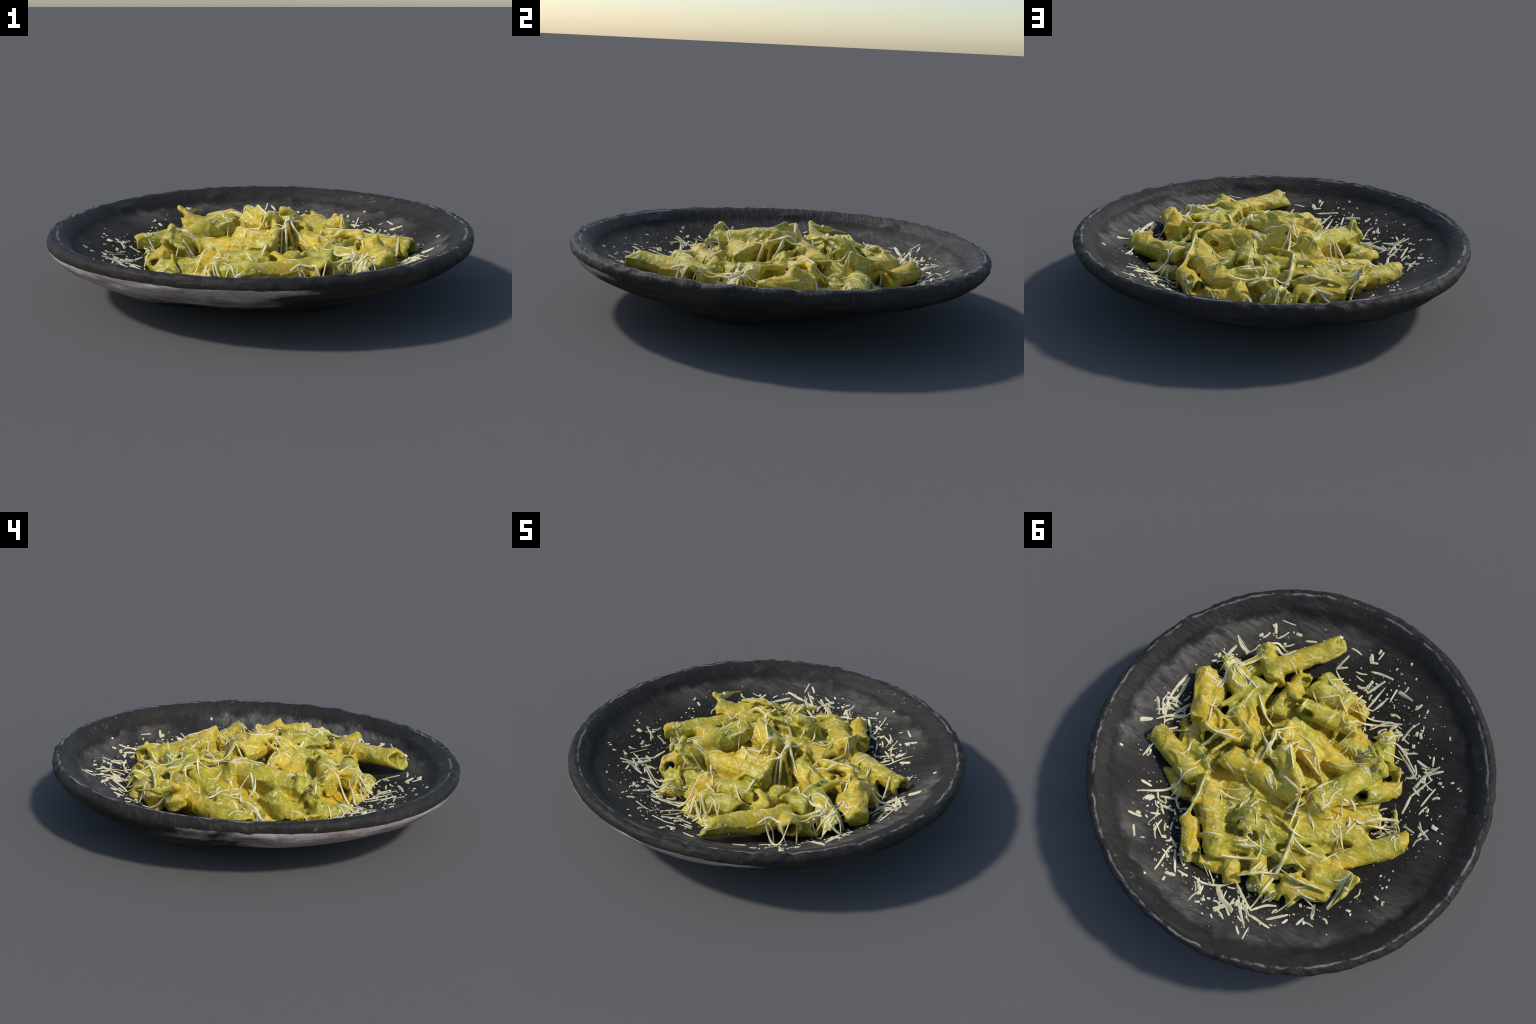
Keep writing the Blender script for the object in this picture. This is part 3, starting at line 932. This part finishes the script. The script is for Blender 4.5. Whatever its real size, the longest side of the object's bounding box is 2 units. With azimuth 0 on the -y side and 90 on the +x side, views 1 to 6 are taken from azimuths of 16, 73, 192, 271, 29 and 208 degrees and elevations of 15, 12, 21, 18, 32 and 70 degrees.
def shred_mesh(points, width, rng, lift=0.0004, wiggle=0.002, tautness=40, blunt=(0.2, 0.7)):
    """A shred laid over the food: it bridges hollows and tapers at both ends."""
    xy = course(points)
    n = len(xy)
    d = np.gradient(xy, axis=0)
    d /= np.maximum(np.linalg.norm(d, axis=1, keepdims=True), 1e-9)
    side2 = np.stack([-d[:, 1], d[:, 0]], -1)
    ph = rng.uniform(0, 50)
    xy = xy + side2 * (wiggle * np.array([vnoise(np.array([[ph + i * 0.22, 0.5, 0.5]]), 3)[0] for i in range(n)]))[:, None]
    got = [ground_at(*p) for p in xy]
    z = np.array([g[0] for g in got])
    base = z.copy()
    z = pull_tight(base, tautness, 0.0008)
    for _ in range(2):
        z[1:-1] = np.maximum(base[1:-1] - 0.003, 0.25 * z[:-2] + 0.5 * z[1:-1] + 0.25 * z[2:])
    P = np.column_stack([xy, z + lift])
    T = np.gradient(P, axis=0)
    T /= np.maximum(np.linalg.norm(T, axis=1, keepdims=True), 1e-9)
    gn = np.array([tuple(g[1]) for g in got])
    for _ in range(4):
        gn[1:-1] = (gn[:-2] + gn[1:-1] + gn[2:]) / 3
    S = np.cross(gn, T)
    S /= np.maximum(np.linalg.norm(S, axis=1, keepdims=True), 1e-9)
    U = np.cross(T, S)
    roll = rng.uniform(-0.5, 0.5) + np.linspace(0, rng.uniform(-0.9, 0.9), n)
    S, U = S * np.cos(roll)[:, None] + U * np.sin(roll)[:, None], U * np.cos(roll)[:, None] - S * np.sin(roll)[:, None]
    t = np.linspace(0, 1, n)
    e0, e1 = rng.uniform(*blunt, 2)
    run = 0.45 if blunt[0] < 0.3 else 0.2
    taper = 1.2 * np.minimum(1, e0 + (1 - e0) * t / run) * np.minimum(1, e1 + (1 - e1) * (1 - t) / run)
    w = 0.5 * width * taper * (1 + 0.35 * np.array([vnoise(np.array([[ph + i * 0.9, 7.5, 0.5]]), 4)[0] for i in range(n)]))
    h = np.minimum(0.0026, 0.26 * width) * (0.6 + 0.4 * taper)
    ring = [(1, 0.0), (0.72, 0.85), (0, 1.0), (-0.72, 0.85), (-1, 0.0), (-0.72, -0.85), (0, -1.0), (0.72, -0.85)]
    V = np.vstack([[P[i] + S[i] * w[i] * a + U[i] * h[i] * b for a, b in ring] for i in range(n)])
    V = np.vstack([V, P[0] - T[0] * w[0] * 0.4, P[-1] + T[-1] * w[-1] * 0.4])
    k = len(ring)
    F = [[i * k + j, i * k + (j + 1) % k, (i + 1) * k + (j + 1) % k, (i + 1) * k + j] for i in range(n - 1) for j in range(k)]
    F += [[n * k, (j + 1) % k, j] for j in range(k)] + [[n * k + 1, (n - 1) * k + j, (n - 1) * k + (j + 1) % k] for j in range(k)]
    return V, F


def finish_mesh(name, V, F, mat, parent):
    me = bpy.data.meshes.new(name)
    me.from_pydata([tuple(p) for p in V.tolist()], [], F)
    me.update()
    me.polygons.foreach_set("use_smooth", [True] * len(me.polygons))
    me.materials.append(mat)
    return new_object(name, me, parent)


def on_pasta(V):
    """True where the middle of the piece lies on the heap, not on the plate."""
    m = V.mean(0)
    hit = pasta_tree.ray_cast(Vector((m[0], m[1], 1.0)), Vector((0, 0, -1)))
    return hit[0] is not None


def build_cheese():
    rng = np.random.default_rng(77)
    cheese = empty("grated_cheese", "pale shreds and crumbs of grated hard cheese scattered over", "cheese")
    mat = cheese_material("grated_hard_cheese", (210, 196, 150), (229, 221, 186), (238, 233, 210))
    melted = cheese_material("melting_cheese", (214, 199, 126), (231, 221, 170), (239, 232, 196))
    singles = 0
    for pts, mm in SHREDS:
        hs = [ground_at(*p)[0] for p in pts]
        if abs(hs[-1] - hs[0]) > 0.75 * math.dist(pts[0], pts[-1]):
            continue  # too steep to hold
        flat_lying = max(hs) < 0.235 and min(math.hypot(*p) for p in pts) > 0.6
        V, F = shred_mesh(pts, mm * 1.18 / 1000, rng, blunt=(0.45, 1.0) if flat_lying else (0.2, 0.7))
        finish_mesh("cheese_shred", V, F, melted if on_pasta(V) else mat, cheese)
        singles += 1
    extra, melted_extra, crumbs = [], [], []
    for cx, cy, sp, ns, nc in DRIFTS:
        for _ in range(ns):
            x, y = rng.normal([cx, cy], sp)
            if math.hypot(x, y) > 0.86:
                continue
            L, a = rng.uniform(0.025, 0.075), rng.uniform(0, math.tau)
            bend = rng.normal(0, 0.005)
            c, s = math.cos(a), math.sin(a)
            pts = [(x - c * L / 2, y - s * L / 2), (x - s * bend, y + c * bend), (x + c * L / 2, y + s * L / 2)]
            V, F = shred_mesh(pts, rng.uniform(0.006, 0.012), rng, wiggle=0.001, tautness=18, blunt=(0.45, 1.0))
            if singles < 255:
                finish_mesh("cheese_shred", V, F, melted if on_pasta(V) else mat, cheese)
                singles += 1
            else:
                extra.append((V, F))
        for _ in range(nc):
            x, y = rng.normal([cx, cy], sp * 1.35)
            if math.hypot(x, y) < 0.87:
                crumbs.append((x, y, float(np.clip(rng.lognormal(-5.55, 0.6), 0.0016, 0.011))))
    # finer shreds strewn over the heap itself
    strewn = 0
    while strewn < 100:
        x, y = rng.uniform([-0.60, -0.62], [0.64, 0.62])
        if pasta_tree.ray_cast(Vector((x, y, 1.0)), Vector((0, 0, -1)))[0] is None:
            continue
        L, a, bend = rng.uniform(0.04, 0.13), rng.uniform(0, math.tau), rng.normal(0, 0.010)
        c, s = math.cos(a), math.sin(a)
        pts = [(x - c * L / 2, y - s * L / 2), (x - s * bend, y + c * bend), (x + c * L / 2, y + s * L / 2)]
        heights = [ground_at(*p)[0] for p in pts]
        if max(heights) - min(heights) > 0.07:
            continue
        V, F = shred_mesh(pts, rng.uniform(0.006, 0.012), rng, wiggle=0.0015, tautness=25)
        if singles < 300:
            finish_mesh("cheese_shred", V, F, melted, cheese)
            singles += 1
        else:
            melted_extra.append((V, F))
        strewn += 1
    # dust flung outwards over the wall of the plate
    for _ in range(330):
        a, r = rng.uniform(0, math.tau), rng.normal(0.68, 0.075)
        if r < 0.86:
            crumbs.append((r * math.cos(a), r * math.sin(a), float(np.clip(rng.lognormal(-6.0, 0.45), 0.0014, 0.008))))
    # curds that melt into the sauce
    curds = []
    while len(curds) < 170:
        x, y = rng.uniform([-0.66, -0.74], [0.72, 0.68])
        if pasta_tree.ray_cast(Vector((x, y, 1.0)), Vector((0, 0, -1)))[0] is not None:
            curds.append((x, y, float(np.clip(rng.lognormal(-5.6, 0.4), 0.002, 0.008))))
    ico = bmesh.new()
    bmesh.ops.create_cube(ico, size=1.7)
    bmesh.ops.bevel(ico, geom=ico.edges[:], offset=0.22, segments=1, affect='EDGES')
    iv = np.array([v.co[:] for v in ico.verts])
    jf = [[v.index for v in f.verts] for f in ico.faces]
    ico.free()

    def scatter(name, spots, material, more=(), sink=0.2, flat=0.5):
        bv, bf, off = [], [], 0
        for V, F in more:
            bv.append(V)
            bf.extend([i + off for i in f] for f in F)
            off += len(V)
        for x, y, s in spots:
            z, nrm = ground_at(x, y)
            q = np.array(nrm.to_track_quat("Z", "Y").to_matrix())
            spin = rng.uniform(0, math.tau)
            sh = np.array([rng.uniform(0.8, 1.9), rng.uniform(0.6, 1.1), flat]) * s
            v = iv * (1 + 0.55 * fbm(iv * 1.1 + rng.uniform(0, 90), 2, 5))[:, None] * sh
            c, sn = math.cos(spin), math.sin(spin)
            v = np.stack([v[:, 0] * c - v[:, 1] * sn, v[:, 0] * sn + v[:, 1] * c, v[:, 2]], -1) @ q.T
            bv.append(v + np.array([x, y, z]) + np.array(nrm) * s * sink)
            bf.extend([i + off for i in f] for f in jf)
            off += len(v)
        ob = finish_mesh(name, np.vstack(bv), bf, material, cheese)
        ob["kind"] = "stuff"

    scatter("cheese_crumbs", crumbs, mat, extra)
    scatter("cheese_curds", curds, melted, melted_extra, -0.1, 0.35)


build_cheese()
